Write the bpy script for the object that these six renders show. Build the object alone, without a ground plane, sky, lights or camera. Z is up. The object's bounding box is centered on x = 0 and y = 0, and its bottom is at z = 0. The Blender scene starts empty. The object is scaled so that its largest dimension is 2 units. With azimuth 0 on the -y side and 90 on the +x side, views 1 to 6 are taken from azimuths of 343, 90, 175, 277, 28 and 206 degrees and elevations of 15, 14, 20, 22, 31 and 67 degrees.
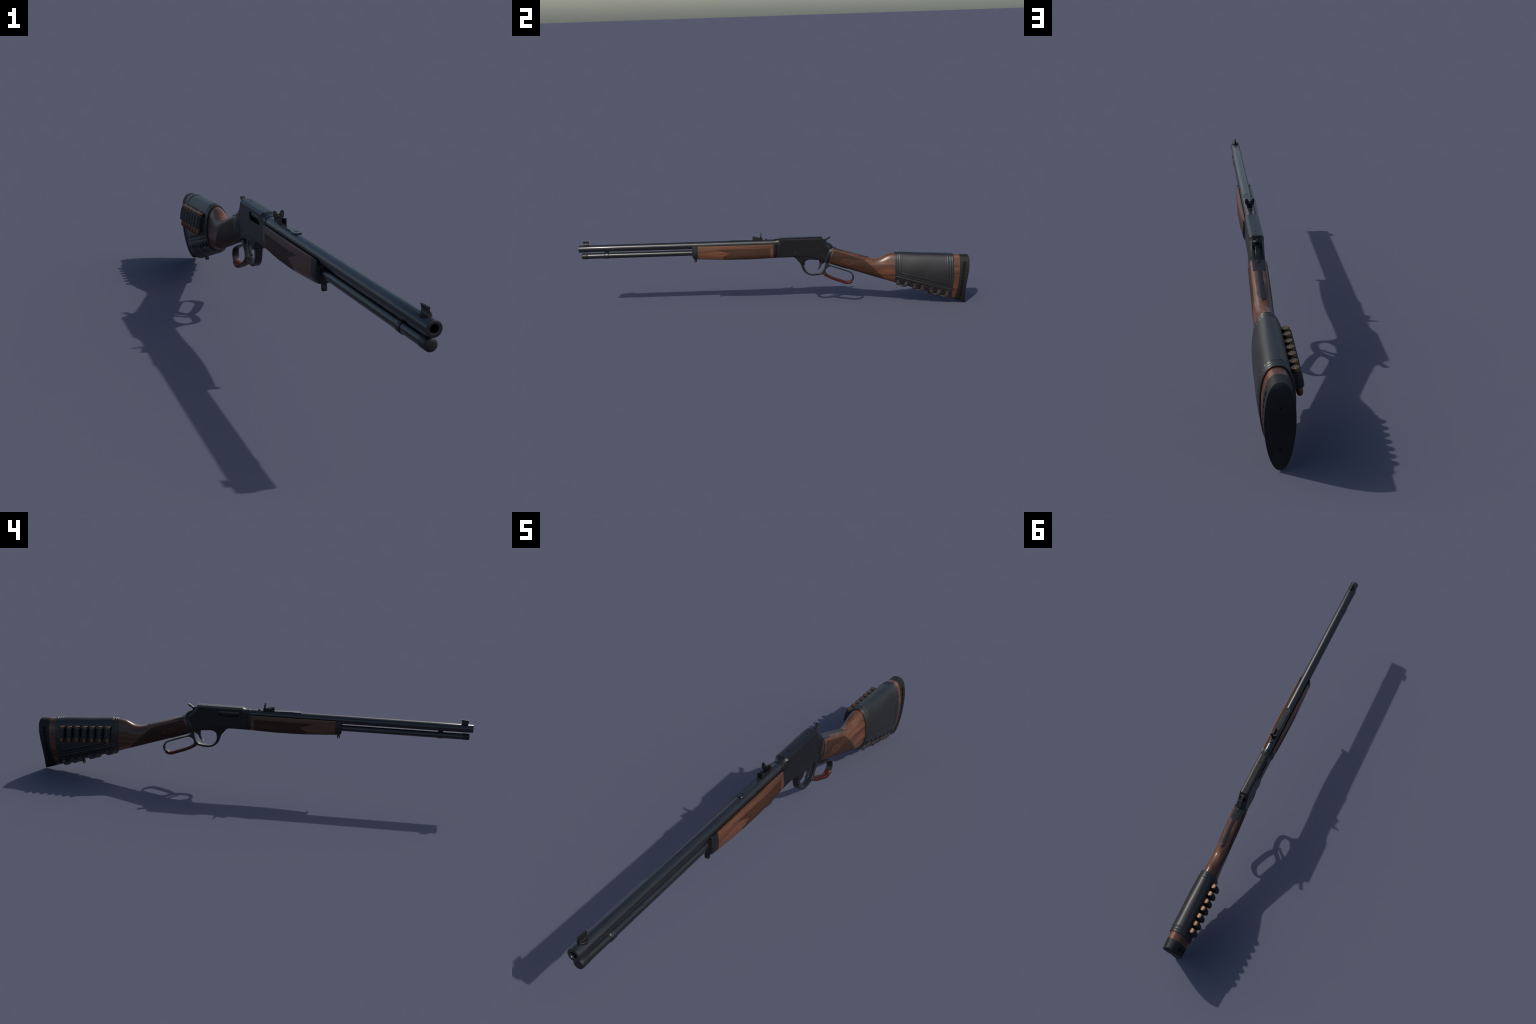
# Lever-action hunting rifle with a laced leather stock cover and cartridge loops.
# Muzzle towards -y, butt towards +y, sights up.  XC is the rifle's mid-plane.
import bpy, bmesh, math
from math import sin, cos, pi, radians, sqrt, exp
from mathutils import Vector, Matrix

XC = 0.0117
scene = bpy.context.scene

# ------------------------------------------------------------------ helpers
def lerp(a, b, t): return a + (b - a) * t
def clamp(v, a=0.0, b=1.0): return max(a, min(b, v))
def smooth(t):
    t = clamp(t); return t * t * (3 - 2 * t)
def table(pts):
    """Smooth monotone curve through (x, value) control points."""
    xs = [p[0] for p in pts]; ys = [p[1] for p in pts]; n = len(pts)
    d = [(ys[i+1]-ys[i])/(xs[i+1]-xs[i]) for i in range(n-1)]
    m = [d[0]] + [0 if d[i-1]*d[i] <= 0 else 2*d[i-1]*d[i]/(d[i-1]+d[i]) for i in range(1, n-1)] + [d[-1]]
    def f(x):
        if x <= xs[0]: return ys[0] + m[0]*(x-xs[0])
        if x >= xs[-1]: return ys[-1] + m[-1]*(x-xs[-1])
        i = max(j for j in range(n-1) if xs[j] <= x)
        h = xs[i+1]-xs[i]; t = (x-xs[i])/h
        return ((2*t**3-3*t*t+1)*ys[i] + (t**3-2*t*t+t)*h*m[i] + (-2*t**3+3*t*t)*ys[i+1] + (t**3-t*t)*h*m[i+1])
    return f
def linear(pts):
    def f(x):
        if x <= pts[0][0]: return pts[0][1]
        for (a, u), (b, v) in zip(pts, pts[1:]):
            if x <= b: return lerp(u, v, (x-a)/(b-a))
        return pts[-1][1]
    return f
def spline(pts, n=5, closed=False):
    out = []; c = len(pts)
    for i in range(c if closed else c-1):
        g = (lambda j: pts[j % c]) if closed else (lambda j: pts[clamp(j, 0, c-1)])
        p0, p1, p2, p3 = g(i-1), g(i), g(i+1), g(i+2)
        for k in range(n):
            t = k/n
            out.append(tuple(0.5*((2*b)+(-a+cc)*t+(2*a-5*b+4*cc-dd)*t*t+(-a+3*b-3*cc+dd)*t**3)
                             for a, b, cc, dd in zip(p0, p1, p2, p3)))
    if not closed: out.append(tuple(pts[-1]))
    return out

root = bpy.data.objects.new("lever_action_rifle", None)
scene.collection.objects.link(root)
root["label"] = "lever-action rifle with walnut stock, leather cover and cartridges"
root["category"] = "rifle"

def finish(me, angle=35):
    for p in me.polygons: p.use_smooth = True
    me.set_sharp_from_angle(angle=radians(angle))
    me.update()
def add(name, me, mat, parent=root, angle=35):
    if mat is not None:
        me.materials.clear(); me.materials.append(mat)
    finish(me, angle)
    ob = bpy.data.objects.new(name, me)
    scene.collection.objects.link(ob)
    ob.parent = parent
    return ob
def mesh(verts, faces, name="part"):
    me = bpy.data.meshes.new(name)
    me.from_pydata([tuple(v) for v in verts], [], faces)
    bm = bmesh.new(); bm.from_mesh(me)
    bmesh.ops.remove_doubles(bm, verts=bm.verts, dist=1e-6)
    bmesh.ops.dissolve_degenerate(bm, edges=bm.edges, dist=1e-7)
    bmesh.ops.recalc_face_normals(bm, faces=bm.faces)
    bm.to_mesh(me); bm.free()
    return me
def join(*mes):
    bm = bmesh.new()
    for m in mes: bm.from_mesh(m)
    out = bpy.data.meshes.new("part"); bm.to_mesh(out); bm.free()
    return out
def rings(secs, cap=True):
    """Loft through closed rings of equal length."""
    n = len(secs[0]); v = [p for s in secs for p in s]; f = []
    for i in range(len(secs)-1):
        for j in range(n):
            k = (j+1) % n
            f.append((i*n+j, i*n+k, (i+1)*n+k, (i+1)*n+j))
    if cap:
        f.append(tuple(range(n))[::-1]); f.append(tuple((len(secs)-1)*n+j for j in range(n)))
    return v, f
def lathe(profile, axis='y', centre=(XC, 0, 0), n=48, cap=True):
    """Revolve (position, radius) control points round an axis through centre."""
    secs = []
    for a, r in profile:
        ring = []
        for j in range(n):
            c, s = r*cos(2*pi*j/n), r*sin(2*pi*j/n)
            p = {'y': (c, a, s), 'x': (a, c, s), 'z': (c, s, a)}[axis]
            ring.append((centre[0]+p[0], centre[1]+p[1], centre[2]+p[2]))
        secs.append(ring)
    return mesh(*rings(secs, cap))
def plate(outlines, half, bevel=0.001, x=XC, grow=0.0):
    """Side-view outline(s) in (y, z), thickened to +-half about x, edges rounded."""
    cu = bpy.data.curves.new("outline", 'CURVE'); cu.dimensions = '2D'; cu.fill_mode = 'BOTH'
    for o in outlines:
        sp = cu.splines.new('POLY'); sp.points.add(len(o)-1); sp.use_cyclic_u = True
        for p, (y, z) in zip(sp.points, o): p.co = (y, z, 0, 1)
    cu.extrude = max(half-bevel, 1e-5); cu.bevel_depth = bevel; cu.bevel_resolution = 3; cu.offset = -bevel+grow
    ob = bpy.data.objects.new("outline", cu); scene.collection.objects.link(ob)
    dg = bpy.context.evaluated_depsgraph_get(); dg.update()
    me = bpy.data.meshes.new_from_object(ob.evaluated_get(dg))
    bpy.data.objects.remove(ob); bpy.data.curves.remove(cu)
    me.transform(Matrix(((0, 0, 1, x), (1, 0, 0, 0), (0, 1, 0, 0), (0, 0, 0, 1))))
    bm = bmesh.new(); bm.from_mesh(me)
    bmesh.ops.remove_doubles(bm, verts=bm.verts, dist=1e-6)
    bmesh.ops.recalc_face_normals(bm, faces=bm.faces); bm.to_mesh(me); bm.free()
    return me
def box(x0, x1, y0, y1, z0, z1, bevel=0.0008):
    bm = bmesh.new()
    bmesh.ops.create_cube(bm, size=1, matrix=Matrix.Translation(((x0+x1)/2, (y0+y1)/2, (z0+z1)/2)) @
                          Matrix.Diagonal((x1-x0, y1-y0, z1-z0, 1)))
    if bevel: bmesh.ops.bevel(bm, geom=bm.edges[:], offset=bevel, segments=2, affect='EDGES', profile=0.5)
    me = bpy.data.meshes.new("part"); bm.to_mesh(me); bm.free(); return me
def cut(me, cutter, op='DIFFERENCE'):
    a = bpy.data.objects.new("a", me); b = bpy.data.objects.new("b", cutter)
    scene.collection.objects.link(a); scene.collection.objects.link(b)
    m = a.modifiers.new("m", 'BOOLEAN'); m.operation = op; m.object = b; m.solver = 'EXACT'; m.use_self = True
    dg = bpy.context.evaluated_depsgraph_get(); dg.update()
    out = bpy.data.meshes.new_from_object(a.evaluated_get(dg))
    bpy.data.objects.remove(a); bpy.data.objects.remove(b)
    return out
def sweep(path, half_w, half_t, n=16, power=2.0, cap=True):
    """Band with a rounded section along a path lying in a plane x = const: half_w in x, half_t across."""
    secs = []
    for i, p in enumerate(path):
        a = path[max(i-1, 0)]; b = path[min(i+1, len(path)-1)]
        t = Vector(b)-Vector(a); t.normalize()
        nrm = t.cross(Vector((1, 0, 0))).normalized()
        hw = half_w(i/(len(path)-1)) if callable(half_w) else half_w
        ht = half_t(i/(len(path)-1)) if callable(half_t) else half_t
        ring = []
        for j in range(n):
            c, s = cos(2*pi*j/n), sin(2*pi*j/n)
            cx = math.copysign(abs(c)**(2/power), c); sx = math.copysign(abs(s)**(2/power), s)
            ring.append(Vector(p)+Vector((hw*cx, 0, 0))+nrm*(ht*sx))
        secs.append(ring)
    return mesh(*rings(secs, cap))

# ------------------------------------------------------------------ materials
class Nodes:
    def __init__(s, name):
        s.m = bpy.data.materials.new(name); s.m.use_nodes = True
        s.t = s.m.node_tree; s.b = s.t.nodes["Principled BSDF"]
        s.co = s.t.nodes.new("ShaderNodeTexCoord").outputs["Object"]
    def n(s, kind, **kw):
        nd = s.t.nodes.new(kind)
        for k, v in kw.items(): setattr(nd, k, v)
        return nd
    def put(s, sock, v):
        if hasattr(v, "is_linked") or isinstance(v, bpy.types.NodeSocket): s.t.links.new(v, sock)
        else: sock.default_value = v
    def math(s, op, a, b=0.0, c=0.0):
        nd = s.n("ShaderNodeMath", operation=op)
        for i, v in enumerate((a, b, c)): s.put(nd.inputs[i], v)
        return nd.outputs[0]
    def xyz(s):
        nd = s.n("ShaderNodeSeparateXYZ"); s.put(nd.inputs[0], s.co); return nd.outputs
    def mapped(s, scale, rot=(0, 0, 0), loc=(0, 0, 0), src=None):
        nd = s.n("ShaderNodeMapping"); s.put(nd.inputs[0], src or s.co)
        nd.inputs["Scale"].default_value = scale; nd.inputs["Rotation"].default_value = rot
        nd.inputs["Location"].default_value = loc
        return nd.outputs[0]
    def noise(s, vec, scale, detail=4, rough=0.55, dist=0.0):
        nd = s.n("ShaderNodeTexNoise"); s.put(nd.inputs["Vector"], vec)
        nd.inputs["Scale"].default_value = scale; nd.inputs["Detail"].default_value = detail
        nd.inputs["Roughness"].default_value = rough; nd.inputs["Distortion"].default_value = dist
        return nd.outputs["Fac"]
    def ramp(s, fac, stops):
        nd = s.n("ShaderNodeValToRGB"); s.put(nd.inputs[0], fac); e = nd.color_ramp.elements
        while len(e) < len(stops): e.new(0.5)
        for el, (p, c) in zip(e, stops):
            el.position = p; el.color = (*c, 1) if isinstance(c, tuple) else (c, c, c, 1)
        return nd.outputs[0]
    def mix(s, fac, a, b, blend='MIX'):
        nd = s.n("ShaderNodeMix", data_type='RGBA', blend_type=blend)
        s.put(nd.inputs[0], fac)
        for sock, v in ((nd.inputs[6], a), (nd.inputs[7], b)):
            s.put(sock, (*v, 1) if isinstance(v, tuple) else v)
        return nd.outputs[2]
    def bump(s, h, strength, dist=0.001):
        nd = s.n("ShaderNodeBump"); s.put(nd.inputs["Height"], h)
        nd.inputs["Strength"].default_value = strength; nd.inputs["Distance"].default_value = dist
        s.t.links.new(nd.outputs[0], s.b.inputs["Normal"])
    def set(s, **kw):
        for k, v in kw.items():
            sock = s.b.inputs[k.replace("_", " ")]
            s.put(sock, (*v, 1) if isinstance(v, tuple) and len(v) == 3 else v)
        return s.m
    # convex region in the (y, z) side view, given corner points in order: >0 inside, metres
    def region(s, pts):
        o = s.xyz(); y, z = o[1], o[2]
        cy = sum(p[0] for p in pts)/len(pts); cz = sum(p[1] for p in pts)/len(pts); out = None
        for (a, b), (c, d) in zip(pts, pts[1:]+pts[:1]):
            ny, nz = -(d-b), c-a; l = sqrt(ny*ny+nz*nz); ny /= l; nz /= l
            if ny*(cy-a)+nz*(cz-b) < 0: ny, nz = -ny, -nz
            v = s.math('ADD', s.math('MULTIPLY', y, ny), s.math('MULTIPLY_ADD', z, nz, -(ny*a+nz*b)))
            out = v if out is None else s.math('MINIMUM', out, v)
        return out

def steel(name, base, rough, spec=0.5, metallic=0.0, grain=0.04):
    k = Nodes(name)
    f = k.noise(k.mapped((1, 0.25, 1)), 60, 5)
    fine = k.noise(k.co, 900, 3)
    col = k.ramp(f, [(0.3, tuple(c*0.85 for c in base)), (0.7, tuple(c*1.15 for c in base))])
    r = k.math('ADD', k.math('MULTIPLY', f, 0.10), rough-0.05)
    k.bump(fine, grain, 0.0002)
    return k.set(Base_Color=col, Roughness=r, Metallic=metallic, Specular_IOR_Level=spec)

BLUED = (0.0085, 0.0095, 0.0110)
m_barrel = steel("blued_barrel_steel", BLUED, 0.28, 0.6)
m_receiver = steel("blued_receiver_steel", (0.0036, 0.0036, 0.0039), 0.38, 0.42)
m_lever = steel("blued_lever_steel", (0.0085, 0.0088, 0.0100), 0.34, 0.5)
m_dark = steel("matt_black_steel", (0.005, 0.005, 0.0053), 0.5, 0.4)
m_cap = steel("forged_cap_steel", (0.0075, 0.0075, 0.0080), 0.45, 0.4)
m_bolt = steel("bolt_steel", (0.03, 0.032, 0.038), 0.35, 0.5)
m_trigger = steel("trigger_steel", (0.012, 0.012, 0.0135), 0.25, 0.6)

def wood(name, regions, diamond=None, hatch_rot=0.0, soft=0.001):
    """Oiled walnut: long figure along y; chequered panels inside the given side-view regions."""
    k = Nodes(name)
    warp = k.noise(k.mapped((14, 3.2, 14)), 1.0, 3, 0.5)
    o = k.xyz()
    flow = k.math('MULTIPLY_ADD', warp, 0.06, o[2])
    comb = k.n("ShaderNodeCombineXYZ")
    k.put(comb.inputs[0], o[0]); k.put(comb.inputs[1], o[1]); k.put(comb.inputs[2], flow)
    big = k.noise(k.mapped((22, 2.0, 55), src=comb.outputs[0]), 1.0, 5, 0.55, 0.4)
    streak = k.noise(k.mapped((120, 7, 300), src=comb.outputs[0]), 1.0, 4, 0.6, 0.2)
    pores = k.noise(k.mapped((700, 60, 900)), 1.0, 3, 0.6)
    col = k.ramp(big, [(0.32, (0.034, 0.0146, 0.0088)), (0.45, (0.074, 0.0290, 0.0152)), (0.56, (0.106, 0.0410, 0.0200)),
                       (0.72, (0.155, 0.0640, 0.0300))])
    col = k.mix(k.math('MULTIPLY', k.ramp(streak, [(0.50, 0.0), (0.68, 1.0)]), 0.6), col, (0.036, 0.0150, 0.0092))
    col = k.mix(k.math('MULTIPLY', k.ramp(pores, [(0.5, 0.0), (0.75, 1.0)]), 0.30), col, (0.03, 0.0125, 0.008))
    # chequering
    reg = None
    for r in regions:
        v = k.region(r); reg = v if reg is None else k.math('MAXIMUM', reg, v)
    edge = k.noise(k.mapped((60, 40, 260)), 1.0, 3)
    inside = k.n('ShaderNodeMapRange', interpolation_type='SMOOTHSTEP')
    k.put(inside.inputs[0], k.math('MULTIPLY_ADD', edge, soft, k.math('SUBTRACT', reg, soft*0.5)))
    inside.inputs[1].default_value = -0.0003; inside.inputs[2].default_value = 0.0006+soft*0.35
    inside = inside.outputs[0]
    line = k.math('MULTIPLY', inside, k.math('LESS_THAN', k.math('ABSOLUTE', k.math('SUBTRACT', reg, 0.0022)), 0.0007))
    hatch = []
    for a in (hatch_rot+0.52, hatch_rot-0.52):
        w = k.math('SINE', k.math('MULTIPLY', k.math('ADD', k.math('MULTIPLY', o[1], sin(a)), k.math('MULTIPLY', o[2], cos(a))), 2*pi/0.0031))
        hatch.append(w)
    dia = k.math('MULTIPLY', k.math('MINIMUM', hatch[0], hatch[1]), 1.0)
    dfac = k.ramp(k.math('MULTIPLY_ADD', dia, 0.5, 0.5), [(0.0, (0.0070, 0.0042, 0.0028)), (0.8, (0.034, 0.0180, 0.0100))])
    dfac = k.mix(0.30, dfac, col)
    col2 = k.mix(inside, col, dfac)
    col2 = k.mix(k.math('MULTIPLY', line, 0.55), col2, (0.03, 0.016, 0.01))
    hfac = k.math('MULTIPLY', inside, dia)
    if diamond:
        dv = k.region(diamond)
        fr = k.math('MULTIPLY', k.math('GREATER_THAN', dv, 0.0), k.math('LESS_THAN', dv, 0.0030))
        col2 = k.mix(k.math('MULTIPLY', fr, 0.85), col2, (0.090, 0.036, 0.020))
        hfac = k.math('MULTIPLY', hfac, k.math('SUBTRACT', 1.0, fr))
    h = k.math('ADD', k.math('MULTIPLY', hfac, 0.5), k.math('MULTIPLY', pores, -0.12))
    k.bump(h, 0.6, 0.0007)
    rough = k.math('MULTIPLY_ADD', inside, 0.22, k.math('MULTIPLY_ADD', big, 0.1, 0.26))
    return k.set(Base_Color=col2, Roughness=rough, Specular_IOR_Level=k.math('MULTIPLY_ADD', inside, -0.25, 0.42))

m_stock = wood("walnut_stock", [[(0.3085, 0.3000), (0.4570, 0.2500), (0.5100, 0.1990), (0.5640, 0.1420), (0.5640, 0.12), (0.250, 0.210)]],
               [(0.339, 0.2527), (0.3795, 0.2548), (0.4118, 0.2287), (0.3725, 0.2258)], 0.33)
m_forend = wood("walnut_forend", [[(-0.310, 0.3268), (-0.0195, 0.3262), (-0.0195, 0.2900), (-0.185, 0.2900)],
                                  [(-0.2096, 0.3150), (-0.0195, 0.3150), (-0.0195, 0.2705), (-0.258, 0.2705), (-0.268, 0.2855)]], soft=0.007)

def leather(name, base, rough, spec, bumpy=0.35):
    k = Nodes(name)
    f = k.noise(k.co, 22, 5, 0.6); g = k.noise(k.co, 260, 4, 0.6)
    vo = k.n("ShaderNodeTexVoronoi"); k.put(vo.inputs["Vector"], k.co); vo.inputs["Scale"].default_value = 620
    col = k.ramp(f, [(0.3, tuple(c*0.72 for c in base)), (0.55, base), (0.78, tuple(c*1.3 for c in base))])
    h = k.math('ADD', k.math('MULTIPLY', g, 0.6), k.math('MULTIPLY', vo.outputs["Distance"], 0.5))
    k.bump(h, bumpy, 0.0004)
    return k.set(Base_Color=col, Roughness=k.math('MULTIPLY_ADD', g, 0.12, rough-0.06), Specular_IOR_Level=spec)
m_cover = leather("black_leather", (0.0098, 0.0100, 0.0103), 0.43, 0.55)
m_loop = leather("loop_leather", (0.0090, 0.0092, 0.0097), 0.50, 0.4)
m_lace = leather("lace_leather", (0.052, 0.042, 0.039), 0.48, 0.4, 0.2)
m_wrap = leather("oxblood_leather", (0.044, 0.0042, 0.0030), 0.42, 0.28, 0.2)
m_trim = leather("raw_leather_edge", (0.11, 0.062, 0.038), 0.6, 0.3, 0.2)
m_rubber = leather("black_rubber", (0.0070, 0.0072, 0.0073), 0.58, 0.3, 0.2)

def metal(name, a, b, rough):
    k = Nodes(name)
    f = k.noise(k.co, 420, 4, 0.7)
    return k.set(Base_Color=k.ramp(f, [(0.42, b), (0.58, a)]), Metallic=0.85,
                 Roughness=k.math('MULTIPLY_ADD', f, 0.15, rough))
m_brass = metal("tarnished_brass", (0.235, 0.155, 0.085), (0.075, 0.048, 0.028), 0.36)
m_copper = metal("copper_jacket", (0.22, 0.092, 0.052), (0.12, 0.050, 0.030), 0.38)
m_primer = metal("primer_copper", (0.26, 0.115, 0.070), (0.13, 0.060, 0.038), 0.38)
m_gold = metal("gold_bead", (0.75, 0.58, 0.25), (0.6, 0.42, 0.18), 0.35)

# ------------------------------------------------------------------ barrel and magazine
BZ, TZ = 0.3456, 0.3070
barrel = lathe([(-0.93, 0.0001), (-0.93, 0.0095), (-0.9985, 0.0095), (-0.9998, 0.0103), (-1.0, 0.0108), (-1.0, 0.0176),
                (-0.9996, 0.0182), (-0.9985, 0.0185), (-0.8, 0.0186), (-0.4, 0.0188), (0.012, 0.0188)], centre=(XC, 0, BZ), n=64)
add("barrel", barrel, m_barrel)
tube = lathe([(-0.958, 0.0147), (-0.40, 0.0147)], centre=(XC, 0, TZ), n=48)
slot = box(XC-0.004, XC+0.004, -0.802, -0.721, TZ-0.02, TZ-0.0122, 0)
tube = cut(tube, slot)
add("magazine_tube", tube, m_barrel)
add("magazine_cap", lathe([(-0.9878, 0.0001), (-0.9876, 0.007), (-0.9868, 0.0125), (-0.9855, 0.0146), (-0.9835, 0.0154), (-0.957, 0.0155),
                           (-0.9555, 0.0150), (-0.9555, 0.010)], centre=(XC, 0, TZ), n=48), m_cap)
band = join(lathe([(-0.872, 0.012), (-0.872, 0.0158), (-0.871, 0.0164), (-0.851, 0.0164), (-0.847, 0.0157), (-0.847, 0.012)], centre=(XC, 0, TZ)),
            box(XC-0.0055, XC+0.0055, -0.8705, -0.8475, TZ+0.010, BZ-0.014, 0.001))
add("barrel_band", band, m_barrel)

# ------------------------------------------------------------------ stock shape
s_top = table([(0.270, 0.3210), (0.300, 0.3125), (0.354, 0.2965), (0.439, 0.2687), (0.480, 0.2558), (0.500, 0.2497), (0.516, 0.2470), (0.530, 0.2484), (0.545, 0.2530),
               (0.562, 0.2612), (0.578, 0.2682), (0.595, 0.2722), (0.617, 0.2732), (0.70, 0.2690), (0.80, 0.2634), (0.925, 0.2560), (0.945, 0.2548), (0.99, 0.2530), (1.01, 0.2525)])
s_bot = table([(0.250, 0.2440), (0.276, 0.2335), (0.363, 0.2030), (0.5265, 0.1478), (0.612, 0.1188), (0.76, 0.0712), (0.918, 0.0202), (0.95, 0.0100), (0.9784, 0.0007), (1.01, -0.0095)])
s_wid = table([(0.25, 0.0298), (0.30, 0.0302), (0.36, 0.0310), (0.45, 0.0313), (0.54, 0.0325), (0.60, 0.0360), (0.65, 0.0400), (0.74, 0.0428), (0.84, 0.0433), (0.92, 0.0421), (0.95, 0.0412), (1.0, 0.0392)])
s_et = table([(0.25, 0.40), (0.34, 0.46), (0.44, 0.58), (0.52, 0.80), (0.60, 0.86), (0.75, 0.80), (0.92, 0.75), (1.0, 0.77)])
s_eb = table([(0.25, 0.58), (0.40, 0.66), (0.60, 0.80), (0.80, 0.90), (0.92, 0.88), (1.0, 0.84)])
s_k = table([(0.25, 0.0), (0.50, -0.02), (0.60, -0.10), (0.72, -0.06), (0.90, 0.06), (1.0, 0.12)])
def stock_pt(y, phi, off=0.0):
    """Point of the stock's skin; phi = 0 on top, pi at the bottom, sign picks the side."""
    zt, zb = s_top(y)+off+0.0004, s_bot(y)-off-0.0006
    c, s = cos(phi), sin(phi); a = abs(s)
    z = (zt+zb)/2+(zt-zb)/2*c
    k = s_k(y); e = s_et(y) if c > 0 else s_eb(y)
    peak = 1+abs(k)*0.35
    x = (s_wid(y)+off+0.0003)*(a**e if a > 1e-9 else 0)*(1+k*c)/ (1+k*k*0.5)
    return Vector((XC+math.copysign(x, s), y, z))
def stock_half(y, z):
    """Half width of the stock at height z."""
    zt, zb = s_top(y), s_bot(y); c = clamp((z-(zt+zb)/2)/((zt-zb)/2), -1, 1)
    return abs(stock_pt(y, math.acos(c)).x-XC)

# ------------------------------------------------------------------ fore-end
f_w = table([(-0.43, 0.0262), (-0.39, 0.0284), (-0.30, 0.0318), (-0.20, 0.0330), (-0.10, 0.0322), (-0.02, 0.0298), (0.0, 0.0295)])
f_b = table([(-0.43, 0.2785), (-0.39, 0.2757), (-0.31, 0.2718), (-0.232, 0.2686), (-0.1365, 0.2677), (-0.049, 0.2690), (0.0, 0.2710)])
def forend_half(w, zb, lip=0.3440, rb=0.017):
    w += 0.0004; zb -= 0.0007
    p = [(0.0, lip-0.0120), (0.0196, lip-0.0115), (0.0208, lip-0.0014), (w-0.0042, lip)]
    p += [(w-0.0042+0.0012*sin(a*pi/2/3), lip-0.0012*(1-cos(a*pi/2/3))) for a in (1, 2, 3)]
    zm = zb+rb+0.012
    for i in range(1, 9):
        t = i/8; p.append((lerp(w-0.003, w, sin(t*pi/2)), lerp(lip-0.0012, zm, t)))
    for i in range(1, 15):
        a = i/14*pi/2
        p.append(((w-rb*0.95)+rb*0.95*cos(a)**0.9 if i < 14 else w-rb*0.95, zm-(zm-zb)*sin(a)))
    p.append((0.0, zb))
    return p
def both(half, y):
    """Mirror a half section (top middle -> side -> bottom middle) into a closed ring."""
    yy = y if callable(y) else (lambda z: y)
    r = [(XC+x, yy(z), z) for x, z in half]
    l = [(XC-x, yy(z), z) for x, z in half[1:-1]]
    return r + l[::-1]
ys = [-0.391+0.385*i/40 for i in range(41)]
add("forend", mesh(*rings([both(forend_half(f_w(y), f_b(y)), y) for y in ys])), m_forend, angle=40)
secs = []
for y, d in [(-0.3895, 0.0004), (-0.3905, 0.0), (-0.412, 0.0), (-0.4175, 0.0006), (-0.4198, 0.0022), (-0.4203, 0.004)]:
    lean = lambda z, y=y: y + (0.0035*clamp((0.292-z)/0.014) if y < -0.4 else 0)
    secs.append(both(forend_half(f_w(y)-d, f_b(y)+d*0.7, 0.3440-d*0.6), lean))
cap = mesh(*rings(secs))
forend_cap = add("forend_cap", cap, m_cap)
screw_me = lathe([(0.0, 0.0001), (0.0, 0.0030), (-0.0005, 0.0036), (-0.002, 0.0036)], axis='x', centre=(0, 0, 0), n=20)
screw_me = cut(screw_me, box(-0.0006, 0.01, -0.0006, 0.0006, -0.01, 0.01, 0))
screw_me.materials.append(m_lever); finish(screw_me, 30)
def screw(y, z, x, side, size=1.0, turn=0.4, parent=root):
    ob = bpy.data.objects.new("screw", screw_me); scene.collection.objects.link(ob); ob.parent = parent
    ob.matrix_local = Matrix.Translation((XC+side*x, y, z)) @ Matrix.Diagonal((side, 1, 1, 1)) @ Matrix.Rotation(turn, 4, 'X') @ Matrix.Diagonal((1, size, size, 1))
    return ob
for s in (1, -1): screw(-0.405, 0.3125, 0.0281, s, 1.3, 0.9, forend_cap)

def sling_stud(y, z, tilt, stem):
    c, s = [], []
    for i in range(28):
        a = 2*pi*i/28; c.append((0.0066*cos(a), 0.0066*sin(a))); s.append((0.0033*cos(-a), 0.0033*sin(-a)))
    body = [(p if p[1] < 0.002 else (math.copysign(0.0062, p[0]) if abs(p[0]) > 0.004 else p[0]*1.4, 0.006+stem if p[1] > 0.004 else p[1])) for p in c]
    body = [(-0.0060, stem), (-0.0064, 0.004), (-0.0066, 0.0)] + [(0.0066*cos(a), 0.0066*sin(a)) for a in [pi+pi*i/16 for i in range(1, 16)]] + [(0.0066, 0.0), (0.0064, 0.004), (0.0060, stem)]
    me = plate([body, s], 0.0062, 0.0012, 0)
    ob = add("sling_stud", me, m_dark)
    ob.matrix_local = Matrix.Translation((XC, y, z)) @ Matrix.Rotation(tilt, 4, 'X')
sling_stud(-0.4062, 0.2618, 0.0, 0.018)
sling_stud(0.7915, 0.0448, -0.28, 0.030)

# ------------------------------------------------------------------ receiver
ZT = 0.3716
r_top = linear([(0.0330, ZT), (0.2415, ZT), (0.2480, 0.3610), (0.2580, 0.3475), (0.2680, 0.3365), (0.2800, 0.3262), (0.2900, 0.3188), (0.300, 0.3144), (0.31, 0.3112)])
r_side = linear([(0.0330, 0.3655), (0.2385, 0.3655), (0.2426, 0.3530), (0.2559, 0.3350), (0.2650, 0.3250), (0.2737, 0.3180), (0.2839, 0.3120), (0.30, 0.3085), (0.31, 0.3060)])
r_bot = table([(-0.007, 0.2712), (0.08, 0.2712), (0.150, 0.2712), (0.175, 0.2690), (0.200, 0.2620), (0.230, 0.2520), (0.275, 0.2370)])
def cut_line(z): return 0.2987+(z-0.3105)*0.337      # slanted joint between receiver and stock
fore_prof = sorted((z, x) for x, z in forend_half(f_w(-0.006), f_b(-0.006))[6:-1])
fore_hw = linear(fore_prof)
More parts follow.
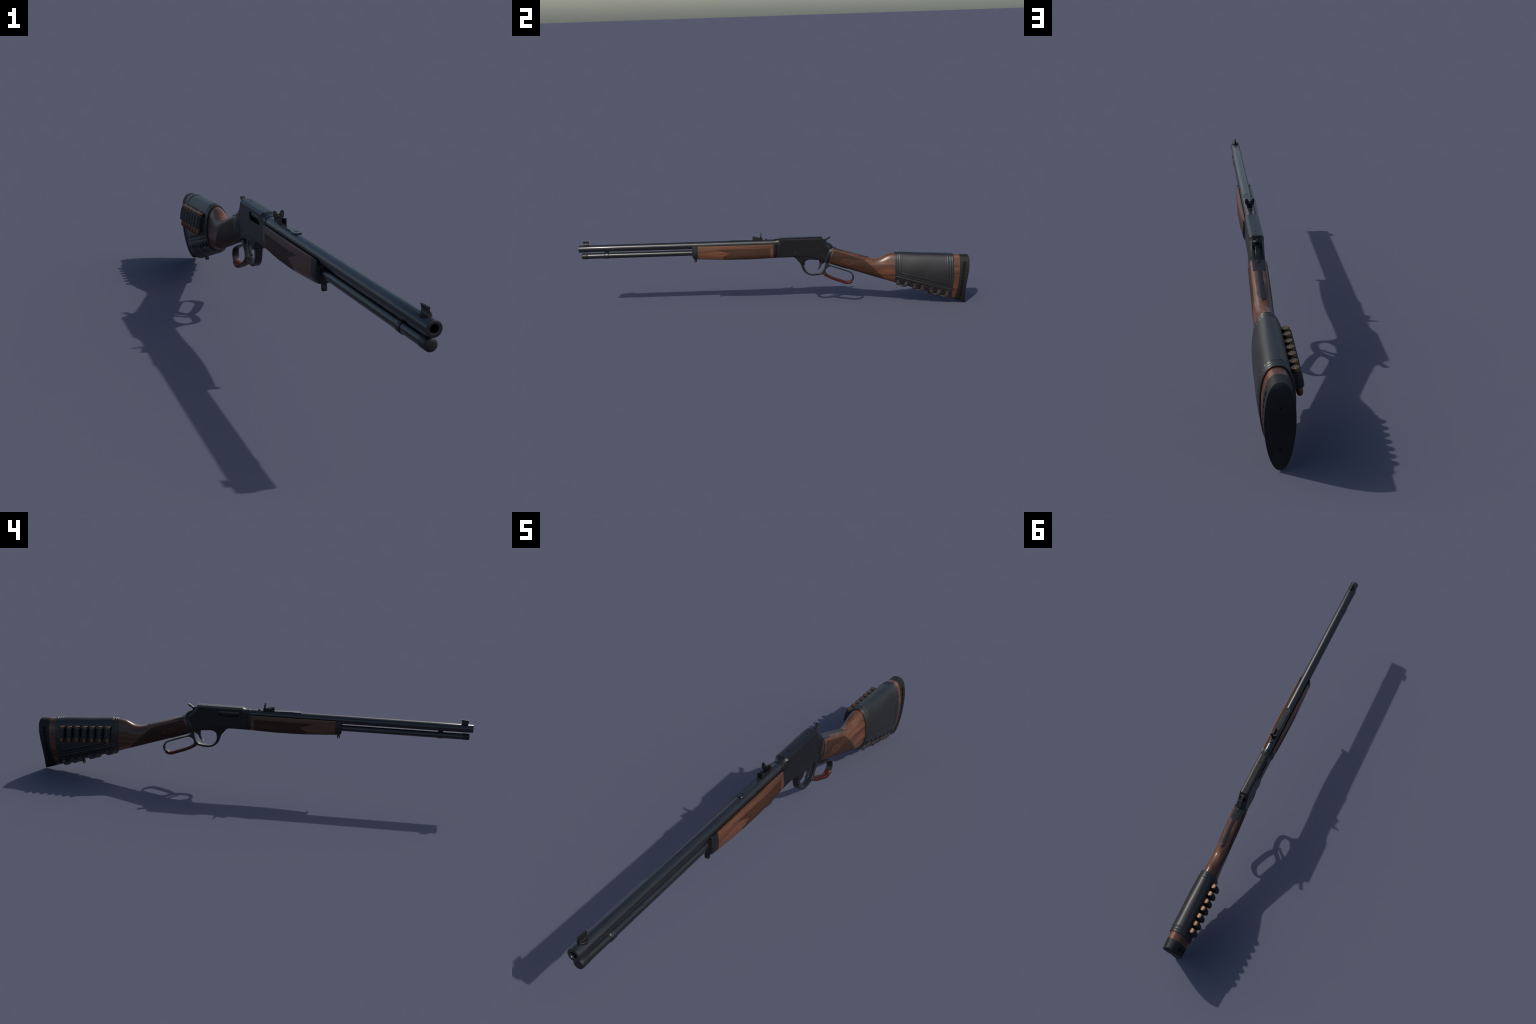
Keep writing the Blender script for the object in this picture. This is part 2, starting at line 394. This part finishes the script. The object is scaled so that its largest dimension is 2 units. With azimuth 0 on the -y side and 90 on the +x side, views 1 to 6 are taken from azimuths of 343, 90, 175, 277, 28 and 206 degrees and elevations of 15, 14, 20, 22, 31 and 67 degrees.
def rec_section(yc):
    k = 0.337*smooth((yc-0.17)/0.10)
    Y = lambda z: yc+k*(z-0.275)
    front = yc < 0.0331
    if front: zt, zs = 0.3436, 0.3425
    else:
        zt = ZT
        for _ in range(30): zt = 0.5*zt+0.5*r_top(Y(zt))
        zs = min(zt-0.002, 0.36)
        for _ in range(30): zs = 0.5*zs+0.5*r_side(Y(zs))
    zb = 0.27
    for _ in range(12): zb = r_bot(Y(zb))
    def w(z):
        y = Y(z); base = 0.0224
        base = lerp(base, max(fore_hw(z), 0.010), smooth((0.0135-y)/0.0100))
        d = cut_line(z)-y
        return lerp(base, max(stock_half(cut_line(z), z), 0.012)+0.0002, smooth((0.020-d)/0.0115))
    wt = lerp(0.0136, 0.0185, smooth((Y(zt)-0.245)/0.05)) if not front else w(zt)-0.0035
    rb = 0.0045*(1-0.6*smooth((0.0135-yc)/0.01))
    p = [(0.0, zt), (wt*0.5, zt), (wt-0.0004, zt), (wt+0.0004, zt-0.0003)]
    p += [(lerp(wt, w(zs), t), lerp(zt, zs, t)) for t in (0.33, 0.66)]
    p += [(w(zs)-0.0003, zs+0.0003), (w(zs), zs-0.0005)]
    for i in range(1, 15): z = lerp(zs, zb+rb, i/14); p.append((w(z), z))
    for i in range(1, 6):
        a = i/5*pi/2; p.append((w(zb+rb)-rb+rb*cos(a), zb+rb-rb*sin(a)))
    p.append((0.0, zb))
    return both(p, Y)
st = [-0.0068+0.0398*i/14 for i in range(15)] + [0.03301+0.0004, 0.045] + [0.06+0.15*i/10 for i in range(11)] + \
     [0.215+0.071*i/60 for i in range(61)] + [0.2867]
body = mesh(*rings([rec_section(y) for y in st]))
# socket that holds the barrel, blending from round into the flat-topped frame
def frame_radius(a):
    dx, dz = abs(sin(a)), cos(a); r = 1.0
    if dx > 1e-6: r = min(r, 0.0224/dx)
    if dz > 1e-6: r = min(r, (ZT-BZ)/dz)
    nx, nz = 0.0057, 0.0088; l = sqrt(nx*nx+nz*nz); nx /= l; nz /= l
    dd = nx*0.0224+nz*(0.3655-BZ)
    q = nx*dx+nz*dz
    if q > 1e-6: r = min(r, dd/q)
    if dz < -1e-6: r = min(r, 0.030/-dz)
    return r
secs = []
for i in range(22):
    t = i/21; wgt = t**2.6; ring = []
    for j in range(96):
        a = 2*pi*j/96
        rr = lerp(0.0206-0.0008*exp(-t*30), frame_radius(a), wgt)
        ring.append((XC+rr*sin(a), 0.0005+0.0335*t, BZ+rr*cos(a)))
    secs.append(ring)
socket = mesh(*rings(secs))
# cutters: ejection port on the left, three scope-mount holes on top, hammer slot
port_o = spline([(0.0490, 0.3365), (0.0520, 0.3325), (0.0580, 0.3305), (0.1290, 0.3290), (0.1380, 0.3310), (0.1425, 0.3370), (0.1432, 0.3480),
                 (0.1400, 0.3545), (0.1300, 0.3558), (0.0590, 0.3553), (0.0510, 0.3535), (0.0490, 0.3490)], 3, True)
port = plate([port_o], 0.018, 0.0004, XC-0.0250)
holes = [lathe([(ZT-0.004, 0.0026), (ZT+0.01, 0.0026)], axis='z', centre=(XC, y, 0), n=16) for y in (0.229, 0.202, 0.0745)]
hslot = box(XC-0.0078, XC+0.0078, 0.2475, 0.318, 0.300, 0.42, 0)
pocket = lathe([(0.2490, 0.0152), (0.34, 0.0152)], centre=(XC, 0, 0.3465), n=40)
for c in [port, pocket, hslot]+holes: body = cut(body, c)
receiver = add("receiver", join(body, socket), m_receiver, angle=28)

# lower plate with the lever ears
low = spline([(0.0975, 0.2706), (0.1087, 0.2645), (0.1158, 0.2547), (0.1246, 0.2443), (0.1333, 0.2364), (0.1407, 0.2358), (0.1481, 0.2393), (0.1557, 0.2467),
              (0.1656, 0.2531), (0.1820, 0.2562), (0.2000, 0.2545), (0.2179, 0.2525)], 4) + [(0.2252, 0.2545), (0.235, 0.262), (0.20, 0.275), (0.15, 0.279), (0.09, 0.276)]
add("trigger_plate", plate([low], 0.0205, 0.0012), m_receiver, receiver)
for y, z, sz, t in [(0.1970, 0.3455, 1.0, 0.8), (0.1080, 0.2934, 1.7, 0.2), (0.2303, 0.3081, 0.8, 1.2), (0.2479, 0.2724, 1.1, 2.2)]:
    screw(y, z, 0.0229, 1, sz, t, receiver)
for y, z, sz, t in [(0.2303, 0.3081, 0.8, 0.7), (0.2479, 0.2724, 1.1, 0.9)]:
    screw(y, z, 0.0229, -1, sz, t, receiver)
for s in (1, -1): screw(0.1362, 0.2490, 0.0209, s, 1.1, 0.5, receiver)

# bolt seen through the port and behind the hammer, with a round on the lifter
add("bolt", join(lathe([(0.066, 0.006), (0.066, 0.0098), (0.067, 0.0105), (0.245, 0.0105)], centre=(XC-0.0075, 0, 0.3465), n=32),
                 lathe([(0.20, 0.0145), (0.2525, 0.0146), (0.2540, 0.0138), (0.2540, 0.0001)], centre=(XC, 0, 0.3465), n=36)), m_bolt)
add("chambered_round", lathe([(0.047, 0.001), (0.048, 0.0072), (0.062, 0.0078), (0.0655, 0.0078), (0.0655, 0.001)], centre=(XC-0.0092, 0, 0.3465), n=24), m_brass)

# hammer
ham = spline([(0.2480, 0.3600), (0.2530, 0.3605), (0.2580, 0.3585), (0.2640, 0.3588), (0.2825, 0.3713), (0.2868, 0.3693), (0.2872, 0.3657), (0.2690, 0.3536),
              (0.2665, 0.3480), (0.2685, 0.3425), (0.2810, 0.3370), (0.2918, 0.3290), (0.2990, 0.3190), (0.3005, 0.3130)], 4) + [(0.290, 0.304), (0.262, 0.306), (0.240, 0.335)]
add("hammer", plate([ham], 0.0070, 0.0010, grow=0.0004), m_lever)

# tang: wide root, narrow tongue, with the tang screw and a dark block standing in for a slot
t_top = table([(0.290, 0.3160), (0.300, 0.3133), (0.315, 0.3090), (0.354, 0.2967), (0.439, 0.2690), (0.480, 0.2562), (0.49, 0.2532)])
def strip(y0, y1, half, round_end, thick=0.010, crown=0.0012, lift=0.0014, n=40):
    secs = []
    for i in range(n+1):
        y = lerp(y0, y1, 1-(1-i/n)**2); h = half
        if round_end:
            d = y1-y
            if d < half*round_end: h = half*sqrt(max(0.02, 1-((half*round_end-d)/(half*round_end))**2))
        zt = t_top(y)+lift; ring = []
        for j in range(9):
            u = -1+2*j/8; ring.append((XC+h*u, y, zt-crown*u*u-0.0005*(abs(u) > 0.9)))
        ring += [(XC+h, y, zt-thick), (XC-h, y, zt-thick)]
        secs.append(ring)
    return mesh(*rings(secs))
tang = join(strip(0.285, 0.351, 0.0195, 0.18, 0.012, 0.0012, 0.0014), strip(0.300, 0.4825, 0.0097, 1.0))
tang = cut(tang, box(XC-0.0072, XC+0.0072, 0.270, 0.314, 0.28, 0.40, 0))
tang_ob = add("tang", tang, m_lever)
sc = bpy.data.objects.new("screw", screw_me); scene.collection.objects.link(sc); sc.parent = tang_ob
sc.matrix_local = Matrix.Translation((XC, 0.4735, t_top(0.4735)+0.0022)) @ Matrix.Rotation(-0.30, 4, 'X') @ Matrix.Rotation(-pi/2, 4, 'Y') @ Matrix.Rotation(0.7, 4, 'X') @ Matrix.Diagonal((1, 2.0, 2.0, 1))
slot_block = box(-0.006, 0.006, -0.008, 0.008, -0.003, 0.0022, 0.001)  # dark block added in place of the open slot beneath the hammer
slot_block.transform(Matrix.Translation((XC, 0.3075, 0.3118)) @ Matrix.Rotation(-0.3, 4, 'X'))
add("dark_slot_block", slot_block, m_dark, tang_ob)
lower = []
for i in range(21):
    y = lerp(0.262, 0.372, i/20); zb = s_bot(y)-0.0016; h = 0.0105*min(1, sqrt(max(0.03, (0.372-y)/0.006)))
    lower.append([(XC-h, y, zb), (XC+h, y, zb), (XC+h, y, zb+0.008), (XC-h, y, zb+0.008)])
add("lower_tang", mesh(*rings(lower)), m_lever)

# ------------------------------------------------------------------ lever and trigger
outer = spline([(0.1490, 0.2470), (0.1374, 0.2490), (0.1317, 0.2355), (0.1366, 0.2205), (0.1402, 0.2068), (0.1478, 0.1930), (0.1593, 0.1818), (0.1710, 0.1746), (0.1840, 0.1701),
                (0.2011, 0.1687), (0.2195, 0.1697), (0.2327, 0.1726), (0.2430, 0.1740), (0.2588, 0.1656), (0.2914, 0.1490), (0.3306, 0.1337), (0.3588, 0.1233), (0.3723, 0.1206),
                (0.3844, 0.1228), (0.3937, 0.1292), (0.4004, 0.1358), (0.4042, 0.1452), (0.4054, 0.1547), (0.4012, 0.1684), (0.3906, 0.1793), (0.3774, 0.1865),
                (0.3382, 0.2013), (0.2926, 0.2163), (0.2770, 0.2260), (0.2690, 0.2335), (0.2614, 0.2370),
                (0.2606, 0.2259), (0.2578, 0.2138), (0.2516, 0.2005), (0.2448, 0.1899), (0.2368, 0.1833), (0.2223, 0.1791), (0.2065, 0.1769), (0.1907, 0.1767),
                (0.1764, 0.1799), (0.1647, 0.1884), (0.1565, 0.1995), (0.1522, 0.2119), (0.1518, 0.2241), (0.1541, 0.2388)], 4, True)
inner = spline([(0.2593, 0.1880), (0.2594, 0.1948), (0.2648, 0.2041), (0.2741, 0.2112), (0.2859, 0.2129), (0.2990, 0.2097), (0.3381, 0.1956), (0.3773, 0.1814), (0.3877, 0.1757),
                (0.3955, 0.1673), (0.3986, 0.1549), (0.3972, 0.1441), (0.3898, 0.1334), (0.3839, 0.1298), (0.3724, 0.1279), (0.3589, 0.1304), (0.3307, 0.1401), (0.2915, 0.1548),
                (0.2693, 0.1653), (0.2617, 0.1771)], 4, True)
lever = add("lever", plate([outer, inner], 0.0108, 0.0016, grow=0.0005), m_lever, angle=40)
path = [(XC, y, z) for y, z in spline([(0.2540, 0.1762), (0.2600, 0.1700), (0.2690, 0.1640), (0.2919, 0.1517), (0.3312, 0.1365), (0.3594, 0.1261), (0.3729, 0.1235), (0.3845, 0.1258), (0.3930, 0.1314)], 6)]
grip = sweep(path, lambda t: 0.0128-0.0006*sin(pi*t), lambda t: 0.0082-0.0006*sin(pi*t)+0.0010*smooth(1-t*8), 24, 2.7)
add("grip_wrap", grip, m_wrap, lever)
p0 = Vector(path[0]); d0 = (Vector(path[1])-p0).normalized()
add("wrap_trim", sweep([tuple(p0-d0*0.0026), tuple(p0+d0*0.0004)], 0.0124, 0.0079, 24, 2.7), m_trim, lever)
trig = spline([(0.2265, 0.2590), (0.2260, 0.2528), (0.2295, 0.2311), (0.2287, 0.2203), (0.2244, 0.2069), (0.2204, 0.2002), (0.2140, 0.1972), (0.2150, 0.1945), (0.2190, 0.1948),
               (0.2283, 0.2027), (0.2364, 0.2160), (0.2406, 0.2253), (0.2472, 0.2291), (0.2552, 0.2343), (0.2573, 0.2437), (0.2500, 0.2600)], 4, True)
add("trigger", plate([trig], 0.0058, 0.0016, grow=0.0003), m_trigger)

# ------------------------------------------------------------------ sights
fs = lathe([(0.3560, 0.0128), (0.3668, 0.0128), (0.3676, 0.0122), (0.3676, 0.0001)], axis='z', centre=(0, 0, 0), n=40)
fs.transform(Matrix.Translation((XC, -0.9630, 0)) @ Matrix.Diagonal((1, 1.16, 1, 1)))
front = add("front_sight", fs, m_dark)
bl = [(-0.9780, 0.3670), (-0.9775, 0.3835), (-0.9455, 0.3830), (-0.9452, 0.3805), (-0.9480, 0.3740), (-0.9485, 0.3670)]
secs = []
for z, h, a, b in [(0.3660, 0.0062, -0.9775, -0.9500), (0.3685, 0.0045, -0.9775, -0.9495), (0.3720, 0.0028, -0.9775, -0.9490), (0.3780, 0.0022, -0.9776, -0.9475),
                   (0.3808, 0.0022, -0.9776, -0.9458), (0.3822, 0.0030, -0.9777, -0.9455), (0.3838, 0.0026, -0.9777, -0.9455), (0.3842, 0.0012, -0.977, -0.9462)]:
    secs.append([(XC-h, a, z), (XC+h, a, z), (XC+h, b, z), (XC-h, b, z)])
add("sight_blade", mesh(*rings(secs)), m_dark, front)
add("sight_bead", lathe([(-0.9462, 0.0014), (-0.9442, 0.0014), (-0.9438, 0.0001)], centre=(XC, 0, 0.3828), n=14), m_gold, front)

leaf_w = table([(-0.2320, 0.0040), (-0.2300, 0.0085), (-0.2240, 0.0115), (-0.2120, 0.0125), (-0.2000, 0.0112), (-0.1900, 0.0092), (-0.1200, 0.0092), (-0.1100, 0.0084), (-0.030, 0.0078)])
secs = []
for i in range(50):
    y = lerp(-0.2308, -0.034, i/49); h = leaf_w(y); zt = lerp(0.3672, 0.3645, smooth((y+0.2)/0.13)); zb = 0.3580 if y < -0.193 else zt-0.0032
    secs.append([(XC-h, y, zb), (XC+h, y, zb), (XC+h, y, zt-0.0006), (XC+h-0.0006, y, zt), (XC-h+0.0006, y, zt), (XC-h, y, zt-0.0006)])
rear = add("rear_sight", mesh(*rings(secs)), m_barrel)
steps = [(-0.1100, 0.3635), (-0.1100, 0.3816), (-0.1060, 0.3818)]
for i in range(6):
    y = -0.1040+i*0.0058; z = 0.3804-i*0.0013
    steps += [(y, z), (y+0.0052, z-0.0002)]
steps += [(-0.0640, 0.3724), (-0.0590, 0.3724), (-0.0590, 0.3635)]
add("sight_elevator", join(plate([steps], 0.0017, 0.0004, XC+0.0072), plate([steps], 0.0017, 0.0004, XC-0.0072),
                           box(XC-0.0072, XC+0.0072, -0.109, -0.060, 0.3630, 0.3665, 0)), m_dark, rear)
# notched blade: outline in (x, z), thickened along y
ro = spline([(-0.0088, 0.3700), (-0.0105, 0.3760), (-0.0140, 0.3800), (-0.0157, 0.3870), (-0.0155, 0.3950), (-0.0135, 0.3988), (-0.0100, 0.3990), (-0.0068, 0.3965),
             (-0.0053, 0.3925), (-0.0030, 0.3903), (0.0030, 0.3903), (0.0053, 0.3925), (0.0068, 0.3965), (0.0100, 0.3990), (0.0135, 0.3988), (0.0155, 0.3950), (0.0157, 0.3870),
             (0.0140, 0.3800), (0.0105, 0.3760), (0.0088, 0.3700)], 4) 
hole = [(0.0017*cos(-a), 0.3862+0.0022*sin(-a)) for a in [2*pi*i/16 for i in range(16)]]
bl = plate([ro, hole], 0.0030, 0.0006, 0)
bl.transform(Matrix(((0, 1, 0, XC), (1, 0, 0, -0.0670), (0, 0, 1, -0.0027), (0, 0, 0, 1))))
bm = bmesh.new(); bm.from_mesh(bl); bmesh.ops.recalc_face_normals(bm, faces=bm.faces); bm.to_mesh(bl); bm.free()
add("sight_notch", bl, m_dark, rear)
add("sight_screw", lathe([(0.3610, 0.0058), (0.3670, 0.0058), (0.3688, 0.0050), (0.3696, 0.0030), (0.3698, 0.0001)], axis='z', centre=(XC, -0.0415, 0), n=24), m_dark, rear)
add("sight_screw", lathe([(0.3660, 0.0052), (0.3673, 0.0052), (0.3677, 0.0040), (0.3677, 0.0001)], axis='z', centre=(XC, -0.2110, 0), n=24), m_dark, rear)

# ------------------------------------------------------------------ butt stock
pad_front = table([(-0.02, 0.9120), (0.0267, 0.9205), (0.1027, 0.9345), (0.1735, 0.9425), (0.2582, 0.9440), (0.28, 0.9438)])
pad_rear = table([(-0.03, 0.9778), (0.0027, 0.9784), (0.0437, 0.9796), (0.0963, 0.9855), (0.1400, 0.9925), (0.1746, 0.9978), (0.2050, 1.0), (0.2230, 0.9999), (0.2384, 0.9978), (0.2480, 0.9935), (0.2530, 0.9890), (0.27, 0.974)])
def skin(y_a, y_b, nt, nphi, off=lambda t: 0.0, caps=(True, True), dome=0.0, y_c=None):
    """Skin between two end surfaces y_a(z) and y_b(z)."""
    secs = []
    for i in range(nt+1):
        t = i/nt; ring = []
        for j in range(nphi):
            phi = -pi+2*pi*(j+0.5)/nphi; y = lerp(y_a(0.2), y_b(0.2), t); z = 0.2
            for _ in range(12):
                z = stock_pt(y, phi, off(t)).z; y = lerp(y_a(z), y_b(z), t)
            ring.append(stock_pt(y, phi, off(t)))
        secs.append(ring)
    v, f = rings(secs, False)
    for end, flip in ((0, False), (nt, True)):
        if not caps[0 if end == 0 else 1]: continue
        b = end*nphi
        # rows join points of equal height on the two sides
        m = 10 if (dome and flip) else 1
        rows = []
        for j in range(nphi//2):
            l, r = Vector(v[b+j]), Vector(v[b+nphi-1-j]); row = [b+j]
            for q in range(1, m):
                p = l.lerp(r, q/m); u = 2*q/m-1
                p.y += dome*smooth((l.z-0.09)/0.09)*(abs(r.x-l.x)/0.078)**1.5*(1-u*u); row.append(len(v)); v.append(p)
            rows.append(row+[b+nphi-1-j])
        if m > 1: f += [tuple(rows[0]), tuple(rows[-1])]
        for j in range(nphi//2-1):
            for q in range(m):
                c = [rows[j][q], rows[j+1][q], rows[j+1][q+1], rows[j][q+1]]
                f.append(tuple(c[::-1] if flip else c))
    return mesh(v, f)
add("stock", skin(lambda z: cut_line(z)-0.001, lambda z: pad_front(z)+0.002, 190, 96), m_stock, angle=50)

def pad_off(t):
    return -0.0004*(1-smooth(t*12)) + 0.0002
pad = skin(pad_front, lambda z: pad_rear(z)-0.0062*(stock_half(0.985, z)/0.039)**1.5, 40, 120, pad_off, dome=0.0062)
# vents: rows of triangular cells on both flanks
cut_me = []
cells = 10
for side in (1, -1):
    for i in range(cells):
        t0, t1 = (i+0.02)/cells, (i+0.90)/cells
        L = lambda t: (lerp(0.9616, 0.9413, t), lerp(0.2224, 0.0345, t))
        R = lambda t: (lerp(0.9787, 0.9562, t), lerp(0.2218, 0.0340, t))
        a, b, c, d = L(t0), R(t0), R(t1), L(t1)
        if i >= 5: tris = [(a, b, d), (b, c, d)]
        else: tris = [(a, b, c), (a, c, d)]
        for tri in tris:
            gy = sum(p[0] for p in tri)/3; gz = sum(p[1] for p in tri)/3
            tri = [(lerp(p[0], gy, 0.09), lerp(p[1], gz, 0.09)) for p in tri]
            zt, zb = s_top(gy), s_bot(gy); cc = clamp((gz-(zt+zb)/2)/((zt-zb)/2), -1, 1)
            xs = abs(stock_pt(gy, math.acos(cc)).x-XC)
            v = [(XC+side*x, p[0], p[1]) for x in (xs-0.006, xs+0.006) for p in tri]
            cut_me.append(mesh(v, [(0, 1, 2), (5, 4, 3), (0, 3, 4, 1), (1, 4, 5, 2), (2, 5, 3, 0)]))
pad = cut(pad, join(*cut_me))
for z in (0.188, 0.058):
    pad = cut(pad, lathe([(0.965, 0.0030), (1.02, 0.0030)], centre=(XC, 0, z), n=16))
add("recoil_pad", pad, m_rubber, angle=38)

# ------------------------------------------------------------------ leather cover
Y0, Y1 = 0.6145, 0.9135
PHI = radians(151)
def rear_edge(z): return lerp(0.9045, 0.9140, smooth((z-0.05)/0.10))-0.020*smooth((0.052-z)/0.020)**1.5
def low_line(y): return lerp(0.1610, 0.0880, (y-0.630)/(0.895-0.630))
def relief(y, z):
    """Tooled border: two pressed grooves and a scalloped row running round the panel."""
    df, dr, dl = y-0.6230, 0.9030-y, (z-low_line(y))*0.96
    d = min(df, dr, dl); g = lambda c, w: exp(-((d-c)/w)**2)
    h = -0.0015*g(0.0, 0.0022) - 0.0012*g(0.0105, 0.0022)
    along = z if d in (df, dr) else y
    if 0.013 < d < 0.023:
        u = (d-0.013)/0.010; ph = along/0.0115
        arc = abs((ph % 1)-0.5)*2
        h += 0.0014*exp(-((u-0.25-0.5*(1-arc*arc))/0.20)**2)*sin(pi*u)
        h -= 0.0008*exp(-((u-0.3)/0.18)**2)*(0.5+0.5*cos(2*pi*ph*2))
    h += 0.0006*smooth(-dl/0.004)*(dl < 0) 
    return h
NP, NY = 260, 300
T = 0.0052
outerv, innerv = [], []
for i in range(NY+1):
    ro_, ri_ = [], []
    for j in range(NP+1):
        phi = -PHI+2*PHI*j/NP
        t = i/NY; y = lerp(Y0, Y1, t)
        for _ in range(3):
            z = stock_pt(y, phi).z; y = lerp(Y0, rear_edge(z), t)
        e = min(t*(Y1-Y0), (1-t)*(Y1-Y0)); rim = 0.0014*(1-smooth(e/0.0022))
        f = (PHI-abs(phi))*0.04; rim = max(rim, 0.0014*(1-smooth(f/0.0022)))
        wob = 0.0006*sin(y*31+phi*1.3)*sin(phi*2.2+y*11)
        ro_.append(stock_pt(y, phi, T+wob+relief(y, z)-rim))
        ri_.append(stock_pt(y, phi, 0.0008))
    outerv.append(ro_); innerv.append(ri_)
n1 = NP+1
v = [p for r in outerv for p in r]+[p for r in innerv for p in r]; off = (NY+1)*n1; f = []
for i in range(NY):
    for j in range(NP):
        a = i*n1+j
        f.append((a, a+1, a+n1+1, a+n1)); f.append((off+a, off+a+n1, off+a+n1+1, off+a+1))
for i in range(NY):
    a = i*n1; f.append((a, a+n1, off+a+n1, off+a)); a = i*n1+NP; f.append((a, off+a, off+a+n1, a+n1))
for j in range(NP):
    f.append((j, off+j, off+j+1, j+1)); a = NY*n1+j; f.append((a, a+1, off+a+1, off+a))
cover_me = mesh(v, f)
SLOTS = [(0.6300, 0.1388), (0.6730, 0.1275), (0.7143, 0.1135), (0.7580, 0.1035), (0.8000, 0.0915), (0.8420, 0.0795), (0.8835, 0.0675)]
def arch(y, z, w=0.0086, h=0.0082):
    return [(y+w*cos(a), z+0.001+h*sin(a)) for a in [pi*i/10 for i in range(11)]]+[(y-w, z-0.005), (y+w, z-0.005)]
cover_me = cut(cover_me, join(*[plate([arch(y, z)], 0.03, 0.0001, XC+s*0.042) for y, z in SLOTS for s in (1, -1)]))
cover = add("leather_cover", cover_me, m_cover, angle=45)

# laces under the belly: straight crossings at the odd eyelets, slanted ones between
def phi_at(y, z):
    zt, zb = s_top(y), s_bot(y); return math.acos(clamp((z-(zt+zb)/2)/((zt-zb)/2), -1, 1))
def lace(y_a, phi_a, y_b, phi_b, half=0.0082, lift=0.0072, ends=(True, True)):
    secs = []; n = 36
    for i in range(n+1):
        t = i/n; phi = lerp(phi_a, phi_b, t)
        y = lerp(y_a, y_b, t)
        sag = 0.0016*sin(pi*t)
        dip = 0.0
        if ends[0]: dip += 0.0060*(1-smooth(t/0.06))
        if ends[1]: dip += 0.0060*(1-smooth((1-t)/0.06))
        o = lift+sag-dip
        p = lambda dy, dz: stock_pt(y+dy, phi, o+dz)
        base = 0.0008-o
        secs.append([p(-half, base), p(-half, -0.0006), p(-half*0.93, 0.0006), p(0, 0.0012), p(half*0.93, 0.0006), p(half, -0.0006), p(half, base), p(0, base)])
    return mesh(*rings(secs))
made = []
for i, (y, z) in enumerate(SLOTS):
    ph = phi_at(y, z-0.0022)
    if i in (0, 2, 4): made.append(lace(y, ph, y+0.004, 2*pi-ph))
    else:
        y2, z2 = SLOTS[i-1]; back = y2-y
        for s in (1, -1):
            made.append(lace(y, s*ph, y+back*0.60, s*(2*pi-phi_at(y2, z2)-0.42), lift=0.0066 if s > 0 else 0.0078, ends=(True, False)))
for me in made: add("lace", me, m_lace, cover, 50)

# ------------------------------------------------------------------ cartridges in their loops (left side)
L = 0.0815
case = lathe([(0.0, 0.0001), (0.0, 0.0104), (0.0006, 0.0116), (0.0014, 0.0120), (0.0042, 0.0120), (0.0050, 0.0116), (0.0054, 0.0100), (0.0074, 0.0100), (0.0086, 0.0110), (0.0640, 0.0098), (0.0660, 0.0095), (0.0660, 0.006)],
             axis='z', centre=(0, 0, 0), n=32)
case = cut(case, lathe([(-0.01, 0.0048), (0.0008, 0.0048)], axis='z', centre=(0, 0, 0), n=24))
case.materials.append(m_brass); finish(case)
bullet = lathe([(0.062, 0.006), (0.062, 0.0092), (0.0700, 0.0092), (0.0760, 0.0082), (0.0795, 0.0066), (0.0812, 0.0045), (L, 0.0001)], axis='z', centre=(0, 0, 0), n=28)
bullet.materials.append(m_copper); finish(bullet)
primer = lathe([(0.0030, 0.0044), (0.0004, 0.0044), (0.0002, 0.0036), (0.0003, 0.0001)], axis='z', centre=(0, 0, 0), n=20)
primer.materials.append(m_primer); finish(primer)
# loop: leather band bulging round the case, its ends sewn flat to the cover (local -x is outward)
def loop_ring(z, grow):
    o = []; i_ = []
    for j in range(25):
        a = -0.62*pi+1.24*pi*j/24
        o.append((-(0.0144+grow)*cos(a)*1.0, (0.0141+grow*0.6)*sin(a), z))
    e = o[0]; f = o[-1]
    o = [(0.0150, -0.0172, z), (0.0095, -0.0150, z)]+o+[(0.0095, 0.0150, z), (0.0150, 0.0172, z)]
    return o
secs = []
for k in range(13):
    t = k/12; z = lerp(0.0112, 0.0558, t); g = 0.0007*sin(pi*t)+0.0008*t
    o = loop_ring(z, g-0.0006*(k in (0, 12))); inn = [(x*0.85, y*0.85, z) for x, y, z in o][::-1]
    secs.append(o+inn)
loop_me = mesh(*rings(secs)); loop_me.materials.append(m_loop); finish(loop_me, 45)
for i in range(7):
    yc = 0.6580+0.0363*i; zh = 0.2360+(0.876-yc)*0.052
    xh, xt = XC-lerp(0.0460, 0.0487, i/6), XC-lerp(0.0612, 0.0622, i/6)
    head = Vector((xh, yc-0.001+0.0004*(i % 3), zh+0.0008*sin(i*2.1))); tip = Vector((xt, yc+0.0018, zh-0.0795))
    ax = (tip-head).normalized()
    zx = ax; yx = Vector((0, 1, 0)); xx = yx.cross(zx).normalized(); yx = zx.cross(xx)
    if xx.x < 0: pass
    m = Matrix((xx, yx, zx)).transposed().to_4x4()
    m.translation = head
    spin = Matrix.Rotation(0.9*i, 4, 'Z')
    ca = bpy.data.objects.new("cartridge", case); scene.collection.objects.link(ca); ca.parent = root; ca.matrix_local = m @ spin
    for nm, me in (("bullet", bullet), ("primer", primer)):
        ob = bpy.data.objects.new(nm, me); scene.collection.objects.link(ob); ob.parent = ca
    lo = bpy.data.objects.new("cartridge_loop", loop_me); scene.collection.objects.link(lo); lo.parent = cover
    lo.matrix_local = m if xx.x > 0 else m @ Matrix.Rotation(pi, 4, 'Z')
